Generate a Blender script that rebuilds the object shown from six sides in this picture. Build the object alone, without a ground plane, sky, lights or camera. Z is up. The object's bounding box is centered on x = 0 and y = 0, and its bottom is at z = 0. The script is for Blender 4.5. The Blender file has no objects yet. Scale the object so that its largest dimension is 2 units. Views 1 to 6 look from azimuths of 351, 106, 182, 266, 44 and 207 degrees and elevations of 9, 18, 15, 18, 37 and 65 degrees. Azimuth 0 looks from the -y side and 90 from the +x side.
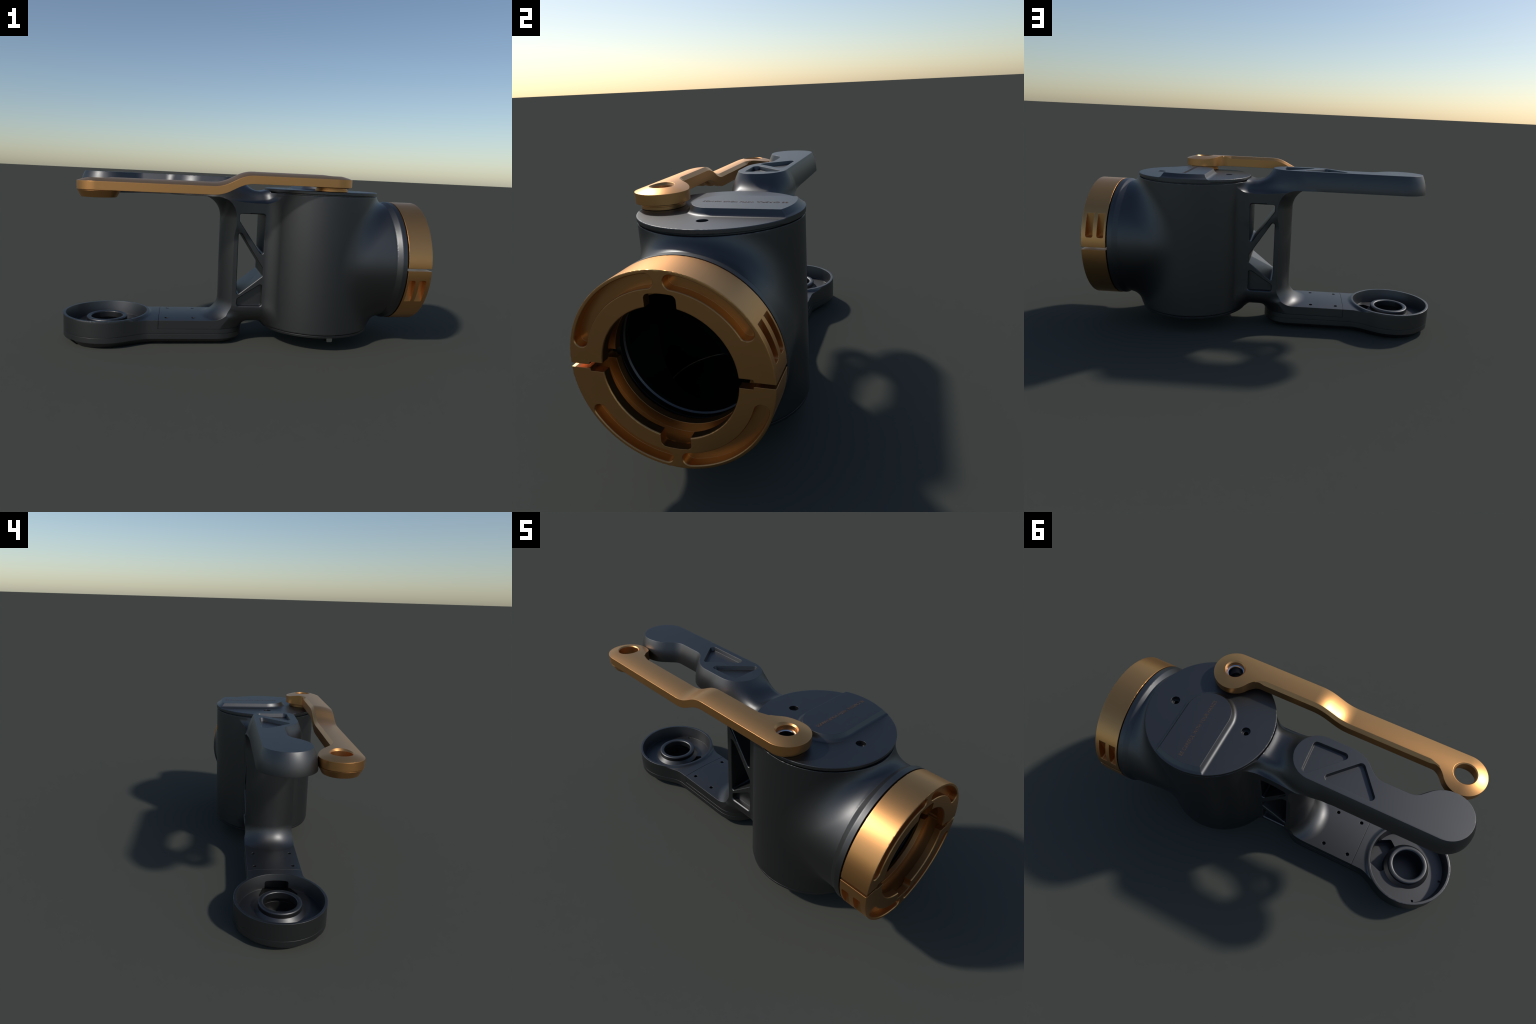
"""Machined joint link of a robot arm: a dark barrel housing with a side neck, a C-shaped
frame with a forked upper arm and a lower cup arm, bronze clamp rings and a bronze link bar."""
import bpy, bmesh, math
import numpy as np
from mathutils import Matrix, Vector

# ------------------------------------------------------------------ main dimensions (metres)
BX, BY = 0.437, 0.002            # barrel axis
BR = 0.320                       # barrel radius
Z_BODY0, Z_BODY1 = 0.106, 0.861  # barrel casting bottom / top
NZ, NY = 0.486, 0.003            # neck axis height / y
CX, CY = -0.7645, 0.002          # cup axis (and end of the upper arm)
FORK_TOP, FORK_BOT = 0.937, 0.830
LY = -0.246                      # link bar spine y
LX0, LX1 = 0.431, -0.773         # link bar pivots
LR = 0.107                       # link boss radius

# ------------------------------------------------------------------ distance-field helpers
def smin(a, b, k):
    h = np.maximum(k - np.abs(a - b), 0.0) / k
    return np.minimum(a, b) - h * h * k * 0.25

def smax(a, b, k):
    return -smin(-a, -b, k)

def rmin(a, b, r):
    """Union with a circular fillet of radius r."""
    ua = np.maximum(r - a, 0.0); ub = np.maximum(r - b, 0.0)
    return np.maximum(r, np.minimum(a, b)) - np.sqrt(ua * ua + ub * ub)

def rect(u, v, u0, u1, v0, v1, r=0.0):
    a = np.abs(u - (u0 + u1) / 2) - (u1 - u0) / 2 + r
    b = np.abs(v - (v0 + v1) / 2) - (v1 - v0) / 2 + r
    return np.sqrt(np.maximum(a, 0) ** 2 + np.maximum(b, 0) ** 2) + np.minimum(np.maximum(a, b), 0) - r

def circ(u, v, cu, cv, r):
    return np.sqrt((u - cu) ** 2 + (v - cv) ** 2) - r

def slab(w, w0, w1):
    return np.abs(w - (w0 + w1) / 2) - (w1 - w0) / 2

def extr(d2, w, w0, w1, r=0.0):
    """Extrude a 2D field between w0 and w1, outer edges rounded by r."""
    a = d2 + r; b = slab(w, w0, w1) + r
    return np.sqrt(np.maximum(a, 0) ** 2 + np.maximum(b, 0) ** 2) + np.minimum(np.maximum(a, b), 0) - r

def segd(u, v, a, b):
    pu, pv = u - a[0], v - a[1]
    bu, bv = b[0] - a[0], b[1] - a[1]
    t = np.clip((pu * bu + pv * bv) / (bu * bu + bv * bv), 0, 1)
    return np.sqrt((pu - t * bu) ** 2 + (pv - t * bv) ** 2)

def convex(u, v, pts, r):
    """Convex counter-clockwise polygon with corners rounded by r (interior side)."""
    n = len(pts); inside = None; out = None
    # shrink by r then grow by r
    lines = []
    for i in range(n):
        (x0, y0), (x1, y1) = pts[i], pts[(i + 1) % n]
        L = math.hypot(x1 - x0, y1 - y0)
        nx, ny = (y1 - y0) / L, -(x1 - x0) / L
        lines.append((nx, ny, nx * x0 + ny * y0 - r))
    corners = []
    for i in range(n):
        a1, b1, c1 = lines[i - 1]; a2, b2, c2 = lines[i]
        D = a1 * b2 - a2 * b1
        corners.append(((c1 * b2 - c2 * b1) / D, (a1 * c2 - a2 * c1) / D))
    for i in range(n):
        a, b, c = lines[i]
        h = a * u + b * v - c
        inside = h if inside is None else np.maximum(inside, h)
        s = segd(u, v, corners[i], corners[(i + 1) % n])
        out = s if out is None else np.minimum(out, s)
    return np.where(inside > 0, out, inside) - r

def contour(f, lo, hi, h):
    """Dual contouring of the zero set of f(x, y, z): returns vertices and quads."""
    n = [int(math.ceil((hi[i] - lo[i]) / h)) + 1 for i in range(3)]
    ax = [lo[i] + h * np.arange(n[i]) for i in range(3)]
    V = np.empty(n, np.float32)
    Y, Zz = np.meshgrid(ax[1], ax[2], indexing='ij')
    step = 8
    for i in range(0, n[0], step):
        xs = ax[0][i:i + step]
        V[i:i + step] = f(xs[:, None, None], Y[None], Zz[None])
    V[V == 0] = 1e-9
    S = V < 0
    dim = np.array(n)
    org = np.array(lo, float)
    P_all, N_all, cells, quads = [], [], [], []
    def cid(I):
        return (I[:, 0] * dim[1] + I[:, 1]) * dim[2] + I[:, 2]
    for a in range(3):
        sl0 = [slice(None)] * 3; sl1 = [slice(None)] * 3
        sl0[a] = slice(0, -1); sl1[a] = slice(1, None)
        m = S[tuple(sl0)] != S[tuple(sl1)]
        I = np.argwhere(m)
        b, c = (a + 1) % 3, (a + 2) % 3
        ok = (I[:, b] > 0) & (I[:, c] > 0) & (I[:, b] < dim[b] - 1) & (I[:, c] < dim[c] - 1)
        I = I[ok]
        if len(I) == 0:
            continue
        J = I.copy(); J[:, a] += 1
        fa = V[tuple(I.T)].astype(float); fb = V[tuple(J.T)].astype(float)
        A = org + h * I; B = org + h * J
        t0 = np.zeros(len(I)); t1 = np.ones(len(I)); g0, g1 = fa.copy(), fb.copy()
        for _ in range(5):
            t = np.clip(t0 + (t1 - t0) * g0 / (g0 - g1), t0 + .02 * (t1 - t0), t1 - .02 * (t1 - t0))
            Q = A + (B - A) * t[:, None]
            g = f(Q[:, 0], Q[:, 1], Q[:, 2])
            left = (g < 0) == (g0 < 0)
            t0 = np.where(left, t, t0); g0 = np.where(left, g, g0)
            t1 = np.where(left, t1, t); g1 = np.where(left, g1, g)
        t = t0 + (t1 - t0) * g0 / np.where(g0 == g1, 1, g0 - g1)
        Q = A + (B - A) * np.clip(t, 0, 1)[:, None]
        e = 2e-5
        G = np.stack([f(Q[:, 0] + e * (k == 0), Q[:, 1] + e * (k == 1), Q[:, 2] + e * (k == 2)) -
                      f(Q[:, 0] - e * (k == 0), Q[:, 1] - e * (k == 1), Q[:, 2] - e * (k == 2)) for k in range(3)], 1)
        G /= np.linalg.norm(G, axis=1)[:, None] + 1e-12
        q = []
        for db, dc in ((0, 0), (1, 0), (1, 1), (0, 1)):
            K = I.copy(); K[:, b] -= db; K[:, c] -= dc
            k = cid(K); q.append(k)
            P_all.append(Q); N_all.append(G); cells.append(k)
        q = np.stack(q, 1)
        flip = fa > 0
        q[flip] = q[flip][:, ::-1]
        quads.append(q)
    P = np.concatenate(P_all); N = np.concatenate(N_all); C = np.concatenate(cells); Qd = np.concatenate(quads)
    ids, inv = np.unique(C, return_inverse=True)
    m = len(ids)
    cnt = np.bincount(inv, minlength=m).astype(float)
    mass = np.stack([np.bincount(inv, P[:, k], m) for k in range(3)], 1) / cnt[:, None]
    d = P - mass[inv]
    nd = (N * d).sum(1)
    ATb = np.stack([np.bincount(inv, N[:, k] * nd, m) for k in range(3)], 1)
    ATA = np.zeros((m, 3, 3))
    for i in range(3):
        for j in range(i, 3):
            s = np.bincount(inv, N[:, i] * N[:, j], m)
            ATA[:, i, j] = s; ATA[:, j, i] = s
    # truncated solve: ignore weak directions so smooth areas stay even
    w, U = np.linalg.eigh(ATA)
    wi = np.where(w > 0.06 * w[:, 2:3], 1.0 / np.maximum(w, 1e-9), 0.0)
    x = np.einsum('mij,mj,mkj,mk->mi', U, wi, U, ATb, optimize=True)
    ci = np.stack([ids // (dim[1] * dim[2]), (ids // dim[2]) % dim[1], ids % dim[2]], 1)
    c0 = org + h * ci
    X = np.clip(mass + x, c0 - .05 * h, c0 + 1.05 * h)
    remap = np.searchsorted(ids, Qd)
    return X, remap

# ------------------------------------------------------------------ mesh helpers
def new_object(name, me, mat=None, parent=None):
    ob = bpy.data.objects.new(name, me)
    bpy.context.scene.collection.objects.link(ob)
    if mat:
        me.materials.clear(); me.materials.append(mat)
    if parent:
        ob.parent = parent
    return ob

def mesh_from(name, V, F):
    me = bpy.data.meshes.new(name)
    V = np.asarray(V, np.float32); F = np.asarray(F, np.int32)
    me.vertices.add(len(V)); me.vertices.foreach_set('co', V.ravel())
    k = F.shape[1]
    me.loops.add(F.size); me.loops.foreach_set('vertex_index', F.ravel())
    me.polygons.add(len(F))
    me.polygons.foreach_set('loop_start', np.arange(0, F.size, k, dtype=np.int32))
    me.update(calc_edges=True)
    me.validate()
    return me

def smooth_angle(me, deg=32):
    me.polygons.foreach_set('use_smooth', np.ones(len(me.polygons), bool))
    me.set_sharp_from_angle(angle=math.radians(deg))

def field_mesh(name, f, lo, hi, h, deg=32):
    me = mesh_from(name, *contour(f, lo, hi, h))
    smooth_angle(me, deg)
    return me

def lathe(name, profile, origin, axis='z', n=128, deg=32):
    """Closed profile of (radius, height) pairs turned about an axis through origin."""
    V, F = [], []
    k = len(profile)
    for i in range(n):
        a = 2 * math.pi * i / n
        for r, z in profile:
            p = (r * math.cos(a), r * math.sin(a), z)
            if axis == 'x':
                p = (p[2], p[0], p[1])
            V.append((p[0] + origin[0], p[1] + origin[1], p[2] + origin[2]))
    for i in range(n):
        for j in range(k):
            F.append((i * k + j, ((i + 1) % n) * k + j, ((i + 1) % n) * k + (j + 1) % k, i * k + (j + 1) % k))
    me = mesh_from(name, V, F)
    bm = bmesh.new(); bm.from_mesh(me)
    bmesh.ops.remove_doubles(bm, verts=bm.verts, dist=1e-6)
    bmesh.ops.dissolve_degenerate(bm, dist=1e-7, edges=bm.edges)
    bmesh.ops.recalc_face_normals(bm, faces=bm.faces)
    bm.to_mesh(me); bm.free()
    smooth_angle(me, deg)
    return me

def drill_mesh(holes):
    """Vertical cylinders (x, y, z0, z1, r) joined as one cutter."""
    bm = bmesh.new()
    for x, y, z0, z1, r in holes:
        bmesh.ops.create_cone(bm, cap_ends=True, segments=32, radius1=r, radius2=r, depth=z1 - z0,
                              matrix=Matrix.Translation((x, y, (z0 + z1) / 2)))
    me = bpy.data.meshes.new('drill'); bm.to_mesh(me); bm.free()
    return me

def subtract(ob, cutter_mesh, deg=32):
    c = bpy.data.objects.new('drill', cutter_mesh)
    bpy.context.scene.collection.objects.link(c)
    md = ob.modifiers.new('cut', 'BOOLEAN'); md.operation = 'DIFFERENCE'; md.solver = 'EXACT'; md.object = c
    dg = bpy.context.evaluated_depsgraph_get()
    me = bpy.data.meshes.new_from_object(ob.evaluated_get(dg))
    ob.modifiers.clear()
    old = ob.data; me.name = old.name; ob.data = me
    bpy.data.meshes.remove(old)
    bpy.data.objects.remove(c); bpy.data.meshes.remove(cutter_mesh)
    smooth_angle(me, deg)

# ------------------------------------------------------------------ materials
def metal(name, base, rough, var, bevel=0.002, metallic=1.0, grain=0.04):
    m = bpy.data.materials.new(name); m.use_nodes = True
    nt = m.node_tree; nd = nt.nodes; lk = nt.links
    bs = nd['Principled BSDF']
    bs.inputs['Metallic'].default_value = metallic
    tc = nd.new('ShaderNodeTexCoord')
    no = nd.new('ShaderNodeTexNoise'); no.inputs['Scale'].default_value = 3.0; no.inputs['Detail'].default_value = 4.0
    lk.new(tc.outputs['Object'], no.inputs['Vector'])
    cr = nd.new('ShaderNodeValToRGB')
    cr.color_ramp.elements[0].position = 0.35; cr.color_ramp.elements[1].position = 0.65
    cr.color_ramp.elements[0].color = (*[c * (1 - var) for c in base], 1)
    cr.color_ramp.elements[1].color = (*[c * (1 + var) for c in base], 1)
    lk.new(no.outputs['Fac'], cr.inputs['Fac']); lk.new(cr.outputs['Color'], bs.inputs['Base Color'])
    fine = nd.new('ShaderNodeTexNoise'); fine.inputs['Scale'].default_value = 900.0; fine.inputs['Detail'].default_value = 2.0
    lk.new(tc.outputs['Object'], fine.inputs['Vector'])
    mr = nd.new('ShaderNodeMapRange')
    mr.inputs['To Min'].default_value = rough - grain; mr.inputs['To Max'].default_value = rough + grain
    lk.new(fine.outputs['Fac'], mr.inputs['Value']); lk.new(mr.outputs['Result'], bs.inputs['Roughness'])
    if bevel:
        bv = nd.new('ShaderNodeBevel'); bv.samples = 6; bv.inputs['Radius'].default_value = bevel
        lk.new(bv.outputs['Normal'], bs.inputs['Normal'])
    return m

DARK = metal('dark_anodised_metal', (0.111, 0.111, 0.112), 0.45, 0.02)
BRONZE = metal('bronze_anodised_metal', (0.71, 0.355, 0.130), 0.39, 0.02)
STEEL = metal('polished_steel', (0.62, 0.63, 0.65), 0.12, 0.01, bevel=0.0)
COPPER_INK = metal('copper_lettering', (0.125, 0.075, 0.050), 0.5, 0.02, bevel=0.0, metallic=0.3)

# ------------------------------------------------------------------ root
root = bpy.data.objects.new('robot_arm_joint', None)
bpy.context.scene.collection.objects.link(root)
root['label'] = 'dark grey machined robot joint with bronze clamp ring and link'
root['category'] = 'robot part'

# ------------------------------------------------------------------ housing casting
FORK_SPINE = ((-0.139, 0.001), (CX, 0.001))
NOTCH = [(-0.885, -0.300), (-0.131, -0.300), (-0.418, -0.020), (-0.605, -0.020)]
WIN_TOP = [(0.097, 0.742), (-0.043, 0.742), (-0.043, 0.703), (0.097, 0.500)]
WIN_MID = [(-0.046, 0.282), (0.097, 0.3965), (0.097, 0.441), (-0.046, 0.658)]
WIN_LOW = [(-0.041, 0.224), (0.098, 0.224), (0.098, 0.357), (-0.041, 0.265)]

def fork_plan(x, y):
    cap = segd(x, y, *FORK_SPINE) - 0.1168
    notch = convex(x, y, NOTCH, 0.085)
    return smax(cap, -notch, 0.045)

def post_face(y):
    """Convex front of the post in plan."""
    return -0.141 + 0.069 * (np.abs(y - 0.001) / 0.1435) ** 2.5

def housing_field(x, y, z):
    rb = np.sqrt((x - BX) ** 2 + (y - BY) ** 2)
    barrel = extr(rb - BR, z, Z_BODY0, Z_BODY1, 0.004)
    rn = np.sqrt((y - NY) ** 2 + (z - NZ) ** 2)
    u = np.clip((x - BX) / 0.36, 0, 1)
    neck = extr(rn - 0.299 - 0.032 * u, x, BX, 0.850, 0.002)
    # fillet between the two cylinders fades out where they run side by side
    dot = np.clip((y - BY) * (y - NY) / (rb * rn + 1e-6), 0, 1)
    d = smin(barrel, neck, 0.17 * (1 - dot) * (dot + 0.48) + 0.010)
    # web and post block, bridge to the upper arm, foot
    u = np.clip((z - 0.13) / 0.15, 0, 1)
    half = 0.1495 - 0.006 * u * u * (3 - 2 * u)          # frame is a little wider at the foot
    web = np.maximum(rect(x, z, -0.25, BX, -0.5, 0.80), np.abs(y - 0.001) - half)
    web = smax(web, 0.120 - z, 0.11)
    d = rmin(d, web, 0.045)
    t = np.clip((z - FORK_BOT) / (FORK_TOP - FORK_BOT), 0, 2)
    u = np.clip((FORK_BOT - z) / 0.11, 0, 1)
    fp = fork_plan(x, y) - 0.026 * (1 - t * t) + 0.005 * u * u * (3 - 2 * u)
    fork = smax(fp, -(z - 0.70), 0.02)
    bridge = extr(rect(x, y, -0.16, BX, -0.112, 0.114), z, 0.60, 0.866, 0.05)
    upper = smin(bridge, fork, 0.085)
    d = smin(d, upper, 0.05)
    foot = extr(segd(x, y, (-0.9, 0.001), (-0.1495, 0.001)) - 0.1495, z, 0.0912, 0.15, 0.0)
    d = smin(d, foot, 0.055)
    # flat cuts
    d = np.maximum(d, 0.0912 - z)
    d = np.maximum(d, z - FORK_TOP)
    d = np.maximum(d, np.abs(y - 0.001) - 0.1495 - 10 * np.maximum(z - 0.45, 0) - 10 * np.maximum(x + 0.02, 0))
    d = np.maximum(d, -0.4715 - x - 10 * np.maximum(z - 0.4, 0))
    # throat of the C frame
    xs = x - post_face(y)
    lo_r, hi_r = 0.108, 0.115
    crown = z - 0.0045 + 0.33 * (y - 0.001) ** 2        # lower arm top is slightly crowned
    inner = np.where(z < 0.48,
                     rect(xs, crown, -3.0, 0.0, 0.1425, 1.5, lo_r),
                     rect(xs, z, -3.0, 0.0, -1.0, FORK_BOT, hi_r))
    d = np.maximum(d, -inner)
    # windows between post and barrel
    yy = np.abs(y - 0.001)
    ch = 0.003 * np.clip((yy - 0.1405) / 0.003, 0, 1)
    for pts, r in ((WIN_TOP, 0.010), (WIN_MID, 0.010)):
        w = convex(x, z, pts, r) - ch
        d = np.maximum(d, -w)
    w = np.maximum(convex(x, z, WIN_LOW, 0.012) - ch, 0.1135 - yy)
    d = np.maximum(d, -w)
    # triangular pockets in the upper arm
    for pts in (POCKET_A, POCKET_B):
        w = np.maximum(convex(x, y, pts, 0.014) - 0.3 * np.maximum(z - (FORK_TOP - 0.019), 0), FORK_TOP - 0.019 - z)
        d = np.maximum(d, -w)
    # flange collar around the neck
    col = np.maximum(rn - 0.3455, slab(x, 0.805, 0.858))
    col = np.maximum(col, (rn - 0.332 - 0.5 * (x - 0.806)) * 0.894)
    d = np.minimum(d, col)
    # lid seat, hollow interior
    d = np.maximum(d, -np.maximum(rb - 0.3265, Z_BODY1 - z))
    cav = np.maximum(rb - 0.291, slab(z, 0.05, 0.825))
    for hx in (0.243, 0.639):
        cav = np.minimum(cav, np.maximum(circ(x, y, hx, 0.004, 0.019), slab(z, 0.835, 0.90)))
    cav = np.minimum(cav, np.maximum(circ(x, y, LX0, LY, 0.045), slab(z, 0.75, 0.90)))
    lip = np.maximum(np.maximum(0.245 + np.clip(x - 0.830, 0, 0.0055) - rn, rn - 0.32), slab(x, 0.812, 0.90))
    bore = np.maximum(np.maximum(rn - 0.272, slab(x, BX, 1.2)), -lip)
    # cable tunnel from the drum into the web
    tunnel = extr(rect(y, z, -0.086, 0.088, 0.235, 0.356, 0.045), x, 0.055, BX)
    duct = extr(rect(y, z, -0.086, 0.088, 0.220, 0.285, 0.030), x, -0.02, BX)
    bore = np.minimum(bore, np.minimum(tunnel, duct))
    d = np.maximum(d, -np.minimum(cav, bore))
    return d

POCKET_A = [(-0.272, -0.074), (-0.090, -0.069), (-0.099, 0.108)]
POCKET_B = [(-0.454, 0.086), (-0.333, -0.066), (-0.190, 0.084)]

me = field_mesh('housing', housing_field, (-0.93, -0.385, 0.08), (0.88, 0.385, 0.95), 0.0042)
housing = new_object('housing', me, DARK, root)
subtract(housing, drill_mesh([(x, y, 0.110, 0.20, 0.0105) for x in (-0.280, -0.429) for y in (0.1085, -0.105)]))

# the casting has no seams: split its faces by function, keeping the shading normals of the whole
def split_regions(ob, regions):
    me = ob.data
    nl, npoly = len(me.loops), len(me.polygons)
    N = np.empty(nl * 3, np.float32); me.corner_normals.foreach_get('vector', N); N = N.reshape(-1, 3)
    li = np.empty(nl, np.int32); me.loops.foreach_get('vertex_index', li)
    ls = np.empty(npoly, np.int32); me.polygons.foreach_get('loop_start', ls)
    lt = np.empty(npoly, np.int32); me.polygons.foreach_get('loop_total', lt)
    ctr = np.empty(npoly * 3, np.float32); me.polygons.foreach_get('center', ctr); ctr = ctr.reshape(-1, 3)
    co = np.empty(len(me.vertices) * 3, np.float32); me.vertices.foreach_get('co', co); co = co.reshape(-1, 3)
    poly_of = np.repeat(np.arange(npoly), lt)
    free = np.ones(npoly, bool)
    for name, test in regions:
        pick = test(ctr[:, 0], ctr[:, 1], ctr[:, 2]) & free
        free &= ~pick
        lm = pick[poly_of]
        vid, loops = np.unique(li[lm], return_inverse=True)
        sub = bpy.data.meshes.new(name)
        sub.vertices.add(len(vid)); sub.vertices.foreach_set('co', co[vid].ravel())
        sub.loops.add(len(loops)); sub.loops.foreach_set('vertex_index', loops.astype(np.int32))
        cnt = lt[pick]
        sub.polygons.add(len(cnt))
        sub.polygons.foreach_set('loop_start', (np.cumsum(cnt) - cnt).astype(np.int32))
        sub.update(calc_edges=True)
        sub.polygons.foreach_set('use_smooth', np.ones(len(cnt), bool))
        sub.normals_split_custom_set(N[lm].tolist())
        new_object(name, sub, DARK, root)
    bpy.data.objects.remove(ob); bpy.data.meshes.remove(me)

split_regions(housing, [
    ('neck', lambda x, y, z: (x > 0.775) & (z < 0.858)),
    ('upper_arm', lambda x, y, z: (z > 0.785) & (x < 0.09)),
    ('upright_frame', lambda x, y, z: (x < 0.112) & (z > 0.155) & (x > -0.24)),
    ('foot', lambda x, y, z: x < 0.06),
    ('barrel', lambda x, y, z: x > -9),
])

# ------------------------------------------------------------------ lid with raised pad
def lid_field(x, y, z):
    rb = np.sqrt((x - BX) ** 2 + (y - BY) ** 2)
    plate = extr(rb - 0.322, z, 0.868, 0.885, 0.003)
    st = segd(x, y, (0.447, 0.004), (0.447, 0.60)) - 0.111
    pad = np.maximum(np.maximum((st - 0.62 * (0.911 - z)) / 1.18, (rb - 0.292 - 1.0 * (0.911 - z)) / 1.41), np.maximum(z - 0.911, 0.87 - z))
    d = rmin(plate, pad, 0.010)
    d = np.maximum(d, rb - 0.322)
    d = np.maximum(d, z - 0.911)
    seat = np.maximum(rb - 0.308, slab(z, 0.855, 0.875))
    d = np.minimum(d, seat)
    # pivot opening under the link boss
    return np.maximum(d, -np.maximum(circ(x, y, LX0, LY, 0.036), 0.860 - z))

me = field_mesh('housing_lid', lid_field, (0.10, -0.335, 0.845), (0.775, 0.335, 0.92), 0.003)
lid = new_object('housing_lid', me, DARK, root)
subtract(lid, drill_mesh([(x, 0.004, 0.862, 0.95, 0.0225) for x in (0.243, 0.639)]))
subtract(lid, drill_mesh([(x, 0.004, 0.80, 0.95, 0.0115) for x in (0.243, 0.639)]))

cu = bpy.data.curves.new('lettering', 'FONT')
cu.body = 'BE CAREFUL WITH YOUR HANDS'
cu.size = 0.025; cu.extrude = 0.0006; cu.space_character = 1.06
tmp = bpy.data.objects.new('lettering', cu)
bpy.context.scene.collection.objects.link(tmp)
me = bpy.data.meshes.new_from_object(tmp.evaluated_get(bpy.context.evaluated_depsgraph_get()))
bpy.data.objects.remove(tmp); bpy.data.curves.remove(cu)
co = np.empty(len(me.vertices) * 3, np.float32); me.vertices.foreach_get('co', co); co = co.reshape(-1, 3)
u = (co[:, 0] - co[:, 0].min()) / np.ptp(co[:, 0]); v = (co[:, 1] - co[:, 1].min()) / np.ptp(co[:, 1])
out = np.stack([0.4395 + 0.018 * v, 0.266 - 0.334 * u, 0.9112 + co[:, 2]], 1).astype(np.float32)
me.vertices.foreach_set('co', out.ravel()); me.update()
me.name = 'lettering'
lettering = new_object('lettering', me, COPPER_INK, lid)

# bottom lid of the barrel with a small locating tab
me = lathe('bottom_lid', [(0, 0.086), (0.304, 0.086), (0.316, 0.090), (0.3175, 0.102), (0.315, 0.1035), (0.286, 0.1035), (0.286, 0.098), (0, 0.098)], (BX, BY, 0))
new_object('bottom_lid', me, DARK, root)
def small_block(name, x, y, z, size, turn, mat):
    bm = bmesh.new()
    bmesh.ops.create_cube(bm, size=1.0, matrix=Matrix.Translation((x, y, z)) @ Matrix.Rotation(turn, 4, 'Z') @ Matrix.Diagonal((*size, 1)))
    bmesh.ops.bevel(bm, geom=bm.edges[:], offset=0.003, segments=2, affect='EDGES')
    me = bpy.data.meshes.new(name); bm.to_mesh(me); bm.free()
    return new_object(name, me, mat, root)

small_block('locating_tab', 0.462, -0.287, 0.077, (0.032, 0.02, 0.026), 0, STEEL)
for a in (133, 227):
    t = math.radians(a + (4 if a > 180 else -4))
    small_block('locating_peg', CX + 0.190 * math.cos(t), CY + 0.190 * math.sin(t), 0.024, (0.018, 0.014, 0.030), t, STEEL)

# ------------------------------------------------------------------ lower cup arm
def arm_plan(x, y):
    cup = circ(x, y, CX, CY, 0.2345)
    bar = segd(x, y, (CX, 0.001), (-0.1495, 0.001)) - 0.150
    bar = np.maximum(bar, CX - x)
    return rmin(cup, bar, 0.05)

def cable_pocket(x, y, z, r):
    pk = convex(x, y, [(-0.48, -0.030), (-0.48, 0.044), (-0.638, 0.100), (-0.672, 0.060), (-0.672, -0.070), (-0.626, -0.110)], 0.012)
    pk = np.maximum(np.maximum(pk, slab(z, 0.024, 0.0845)), 0.1305 - r)
    ps = np.maximum(rect(y, z, -0.066, 0.062, 0.024, 0.120, 0.01), np.maximum(-0.575 - x, x + 0.45))
    return np.minimum(pk, ps)

def cup_field(x, y, z):
    plan = arm_plan(x, y)
    r = np.sqrt((x - CX) ** 2 + (y - CY) ** 2)
    cup = extr(r - 0.2345, z, 0.030, 0.154, 0.003)
    bar = np.maximum(np.maximum(plan, slab(z + 0.33 * (y - 0.001) ** 2, 0.030, 0.1472)), x + 0.4735)
    d = smin(cup, bar, 0.022)
    d = np.maximum(d, plan - 0.0005)
    plate = np.maximum(plan, slab(z, 0.030, 0.0895))
    d = np.minimum(d, plate)
    d = np.maximum(d, 0.0645 - z)
    # dish
    dish = np.maximum(r - (0.208 + 0.19 * (z - 0.083)), 0.083 - z)
    # ring boss with cone skirt
    bead = np.sqrt(np.maximum(np.abs(r - 0.0985) - 0.0045, 0) ** 2 + np.maximum(np.abs(z - 0.112) - 0.009, 0) ** 2) - 0.0085
    stem = np.maximum(r - 0.107 , z - 0.115)
    skirt = np.maximum((r - 0.131 + 1.0 * (z - 0.083)) * 0.7071, z - 0.104)
    boss = np.minimum(np.minimum(bead, np.maximum(stem, z - 0.108)), skirt)
    dish = np.maximum(dish, -boss)
    d = np.maximum(d, -dish)
    # cable pocket and passage into the bar
    d = np.maximum(d, -cable_pocket(x, y, z, r))
    # bore through the ring boss
    d = np.maximum(d, -np.maximum(r - np.where(z < 0.088, 0.106, 0.0862), 0.0 - z))
    return d

me = field_mesh('arm_cup', cup_field, (-1.01, -0.245, 0.055), (0.02, 0.25, 0.165), 0.004)
cup = new_object('arm_cup', me, DARK, root)
hole_r = 0.2
subtract(cup, drill_mesh([(CX + hole_r * math.cos(math.radians(a)), CY + hole_r * math.sin(math.radians(a)), 0.070, 0.12, 0.0068) for a in (120, 180, 240)]))

def cover_field(x, y, z):
    plan = arm_plan(x, y)
    r = np.sqrt((x - CX) ** 2 + (y - CY) ** 2)
    d = np.maximum(plan, slab(z, 0.0, 0.0630))
    d = np.maximum(d, (plan + 1.1 * (0.034 - z)) / 1.49)
    bar_low = np.maximum(x - CX - 0.16, 0.0)
    floor = 0.012 * np.clip(bar_low / 0.10, 0, 1)
    d = np.maximum(d, floor - z)
    # hollow under the bore, stepped
    d = np.maximum(d, -np.maximum(r - 0.106, 0.006 - z))
    d = np.maximum(d, -cable_pocket(x, y, z, r))
    # floor under the cable pocket stays, notches in the rim
    for a in (133, 227):
        c, s = math.cos(math.radians(a)), math.sin(math.radians(a))
        u = (x - CX) * c + (y - CY) * s; v = -(x - CX) * s + (y - CY) * c
        d = np.maximum(d, -np.maximum(np.maximum(np.abs(v) - 0.017, 0.185 - u), z - 0.036))
    return d

me = field_mesh('bottom_cover', cover_field, (-1.01, -0.245, -0.008), (0.02, 0.25, 0.072), 0.004)
new_object('bottom_cover', me, DARK, root)

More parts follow.
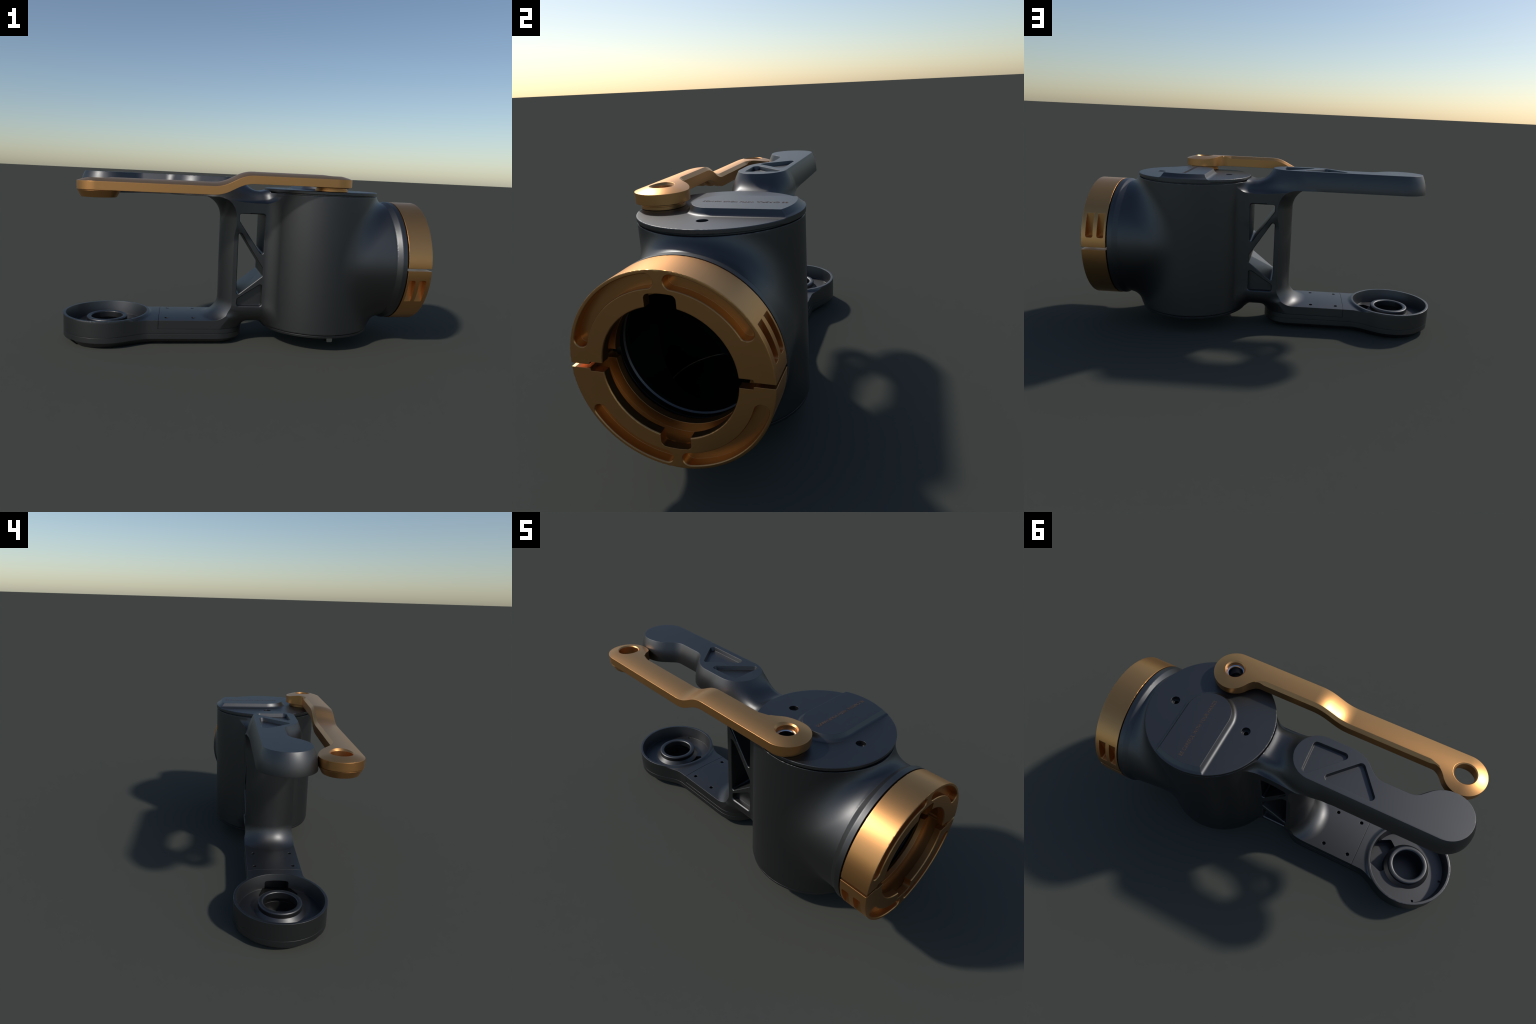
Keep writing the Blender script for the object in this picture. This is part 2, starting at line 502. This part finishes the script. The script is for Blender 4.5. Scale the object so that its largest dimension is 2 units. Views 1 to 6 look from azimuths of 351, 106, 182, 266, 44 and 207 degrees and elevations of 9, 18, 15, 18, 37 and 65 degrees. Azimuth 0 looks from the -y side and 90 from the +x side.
# ------------------------------------------------------------------ clamp ring (two halves, one turned half a revolution)
CZ = 0.485
def clamp_field(x, y, z):
    v, w = y - NY, z - CZ
    r = np.sqrt(v * v + w * w)
    ang = np.degrees(np.arctan2(w, v))
    d = extr(r - 0.3465, x, 0.865, 1.0, 0.003)
    d = np.maximum(d, -(r - 0.230 - np.maximum(x - 0.997, 0)))
    # bayonet groove behind the front lip and conical inner ring
    groove = np.maximum(slab(x, 0.906, 0.966), r - 0.274)
    inner = np.maximum(slab(x, 0.80, 0.940), r - np.where(x > 0.880, 0.234 + 0.2 * (x - 0.88), 0.262))
    d = np.maximum(d, -np.minimum(groove, inner))
    # entry notch in the lip
    nt = np.maximum(rect(v, r, -0.053, 0.053, 0.15, 0.272, 0.014), 0.910 - x)
    d = np.maximum(d, -nt)
    # curved slots on the front face
    for a0, a1 in ((97.5, 163.0), (32.0, 82.5)):
        m, hw = math.radians((a0 + a1) / 2), math.radians((a1 - a0) / 2)
        da = np.arctan2(np.sin(np.radians(ang) - m), np.cos(np.radians(ang) - m))
        u = np.maximum(np.abs(da) - hw, 0) * 0.31
        s = np.sqrt((r - 0.311) ** 2 + u ** 2) - 0.0232 - 0.7 * np.maximum(x - 0.9965, 0)
        d = np.maximum(d, -np.maximum(s, 0.963 - x))
    # screw pockets at one end
    for x0, x1 in ((0.876, 0.914), (0.936, 0.976)):
        pkt = extr(rect(x, w, x0, x1, 0.060, 0.40, 0.010), v, 0.292, 0.5)
        d = np.maximum(d, -pkt)
    # parting gap, wider towards the bore
    gap = np.where(r < 0.277, 0.0165, 0.0072)
    return np.maximum(d, gap - w)

me = field_mesh('clamp_ring', clamp_field, (0.85, -0.36, 0.47), (1.012, 0.365, 0.845), 0.003)
ring = new_object('clamp_ring', me, BRONZE, root)
ring2 = ring.copy()
bpy.context.scene.collection.objects.link(ring2)
pv = Matrix.Translation((0, NY, CZ))
ring2.matrix_world = pv @ Matrix.Rotation(math.pi, 4, 'X') @ pv.inverted()

# ------------------------------------------------------------------ bronze link bar
def link_rise(x):
    """Centre line height: upper run near the barrel, lower run towards the free end."""
    s = (x + 0.158) * 0.52
    return smax(smin(s, 0.061 + 0 * x, 0.022), 0 * x, 0.022) - 0.061

def link_plan(x, y):
    b0 = circ(x, y, LX0, LY, LR); b1 = circ(x, y, LX1, LY, LR)
    bar = np.maximum(np.maximum(LX1 - x, x - LX0), np.maximum(LY - LR - y, y + 0.228))
    b = np.minimum(b0, b1)
    return np.where(y > LY, rmin(b, bar, 0.042), np.minimum(b, bar))

def link_field(x, y, z):
    rise = link_rise(x)
    zz = z - rise
    spine = segd(x, y, (LX1, LY), (LX0, LY))
    plan = link_plan(x, y)
    q = np.clip(spine / LR, 0, 1.3)
    top = 0.9715 - 0.0205 * q ** 2.0
    mid = np.minimum(x - (LX1 + 0.10), (LX0 - 0.10) - x)
    rr = np.minimum(np.sqrt((x - LX0) ** 2 + (y - LY) ** 2), np.sqrt((x - LX1) ** 2 + (y - LY) ** 2))
    facet = 0.9715 - (y + 0.2435) + 0.35 * np.maximum(0.170 - rr, 0) + 4.5 * np.maximum(0.125 - rr, 0)
    top = np.minimum(top, facet)
    d = np.maximum(plan, (zz - top) * 0.9)
    bot = 0.909
    # two grooves run along the underside between the bosses
    for yc in (-0.315, -0.268):
        g = np.maximum(np.sqrt((y - yc) ** 2 + (zz - 0.906) ** 2) - 0.016, 0.04 - mid)
        d = np.maximum(d, -g)
    d = np.maximum(d, (bot - zz) * 0.9)
    # collars below the bosses
    r0 = np.sqrt((x - LX0) ** 2 + (y - LY) ** 2); r1 = np.sqrt((x - LX1) ** 2 + (y - LY) ** 2)
    c0 = np.maximum(np.maximum(r0 - 0.086 - 0.6 * np.maximum(z - 0.895, 0), slab(z, 0.8865, 0.93)), -np.maximum(slab(z, 0.898, 0.905), 0.080 - r0))
    c1 = np.maximum((r1 - 0.0875 - 0.55 * (z - 0.812)) * 0.87, slab(z, 0.811, 0.845))
    d = np.minimum(np.minimum(d, c0), c1)
    # bores
    d = np.maximum(d, -(r0 - 0.0440 - 0.9 * np.maximum(z - 0.960, 0)))
    d = np.maximum(d, -(r1 - 0.0515 - 0.9 * np.maximum(z - 0.900, 0) - 0.022 * (z < 0.862)))
    return d

me = field_mesh('link_bar', link_field, (-0.895, -0.365, 0.80), (0.55, -0.12, 0.985), 0.0035)
link = new_object('link_bar', me, BRONZE, root)
me = lathe('bearing', [(0.0345, 0.889), (0.0436, 0.889), (0.0436, 0.940), (0.0425, 0.941), (0.0365, 0.939), (0.0345, 0.936)], (LX0, LY, 0), n=96)
new_object('bearing', me, STEEL, link)

print('tris', sum(len(o.data.polygons) * 2 for o in bpy.data.objects if o.type == 'MESH'))
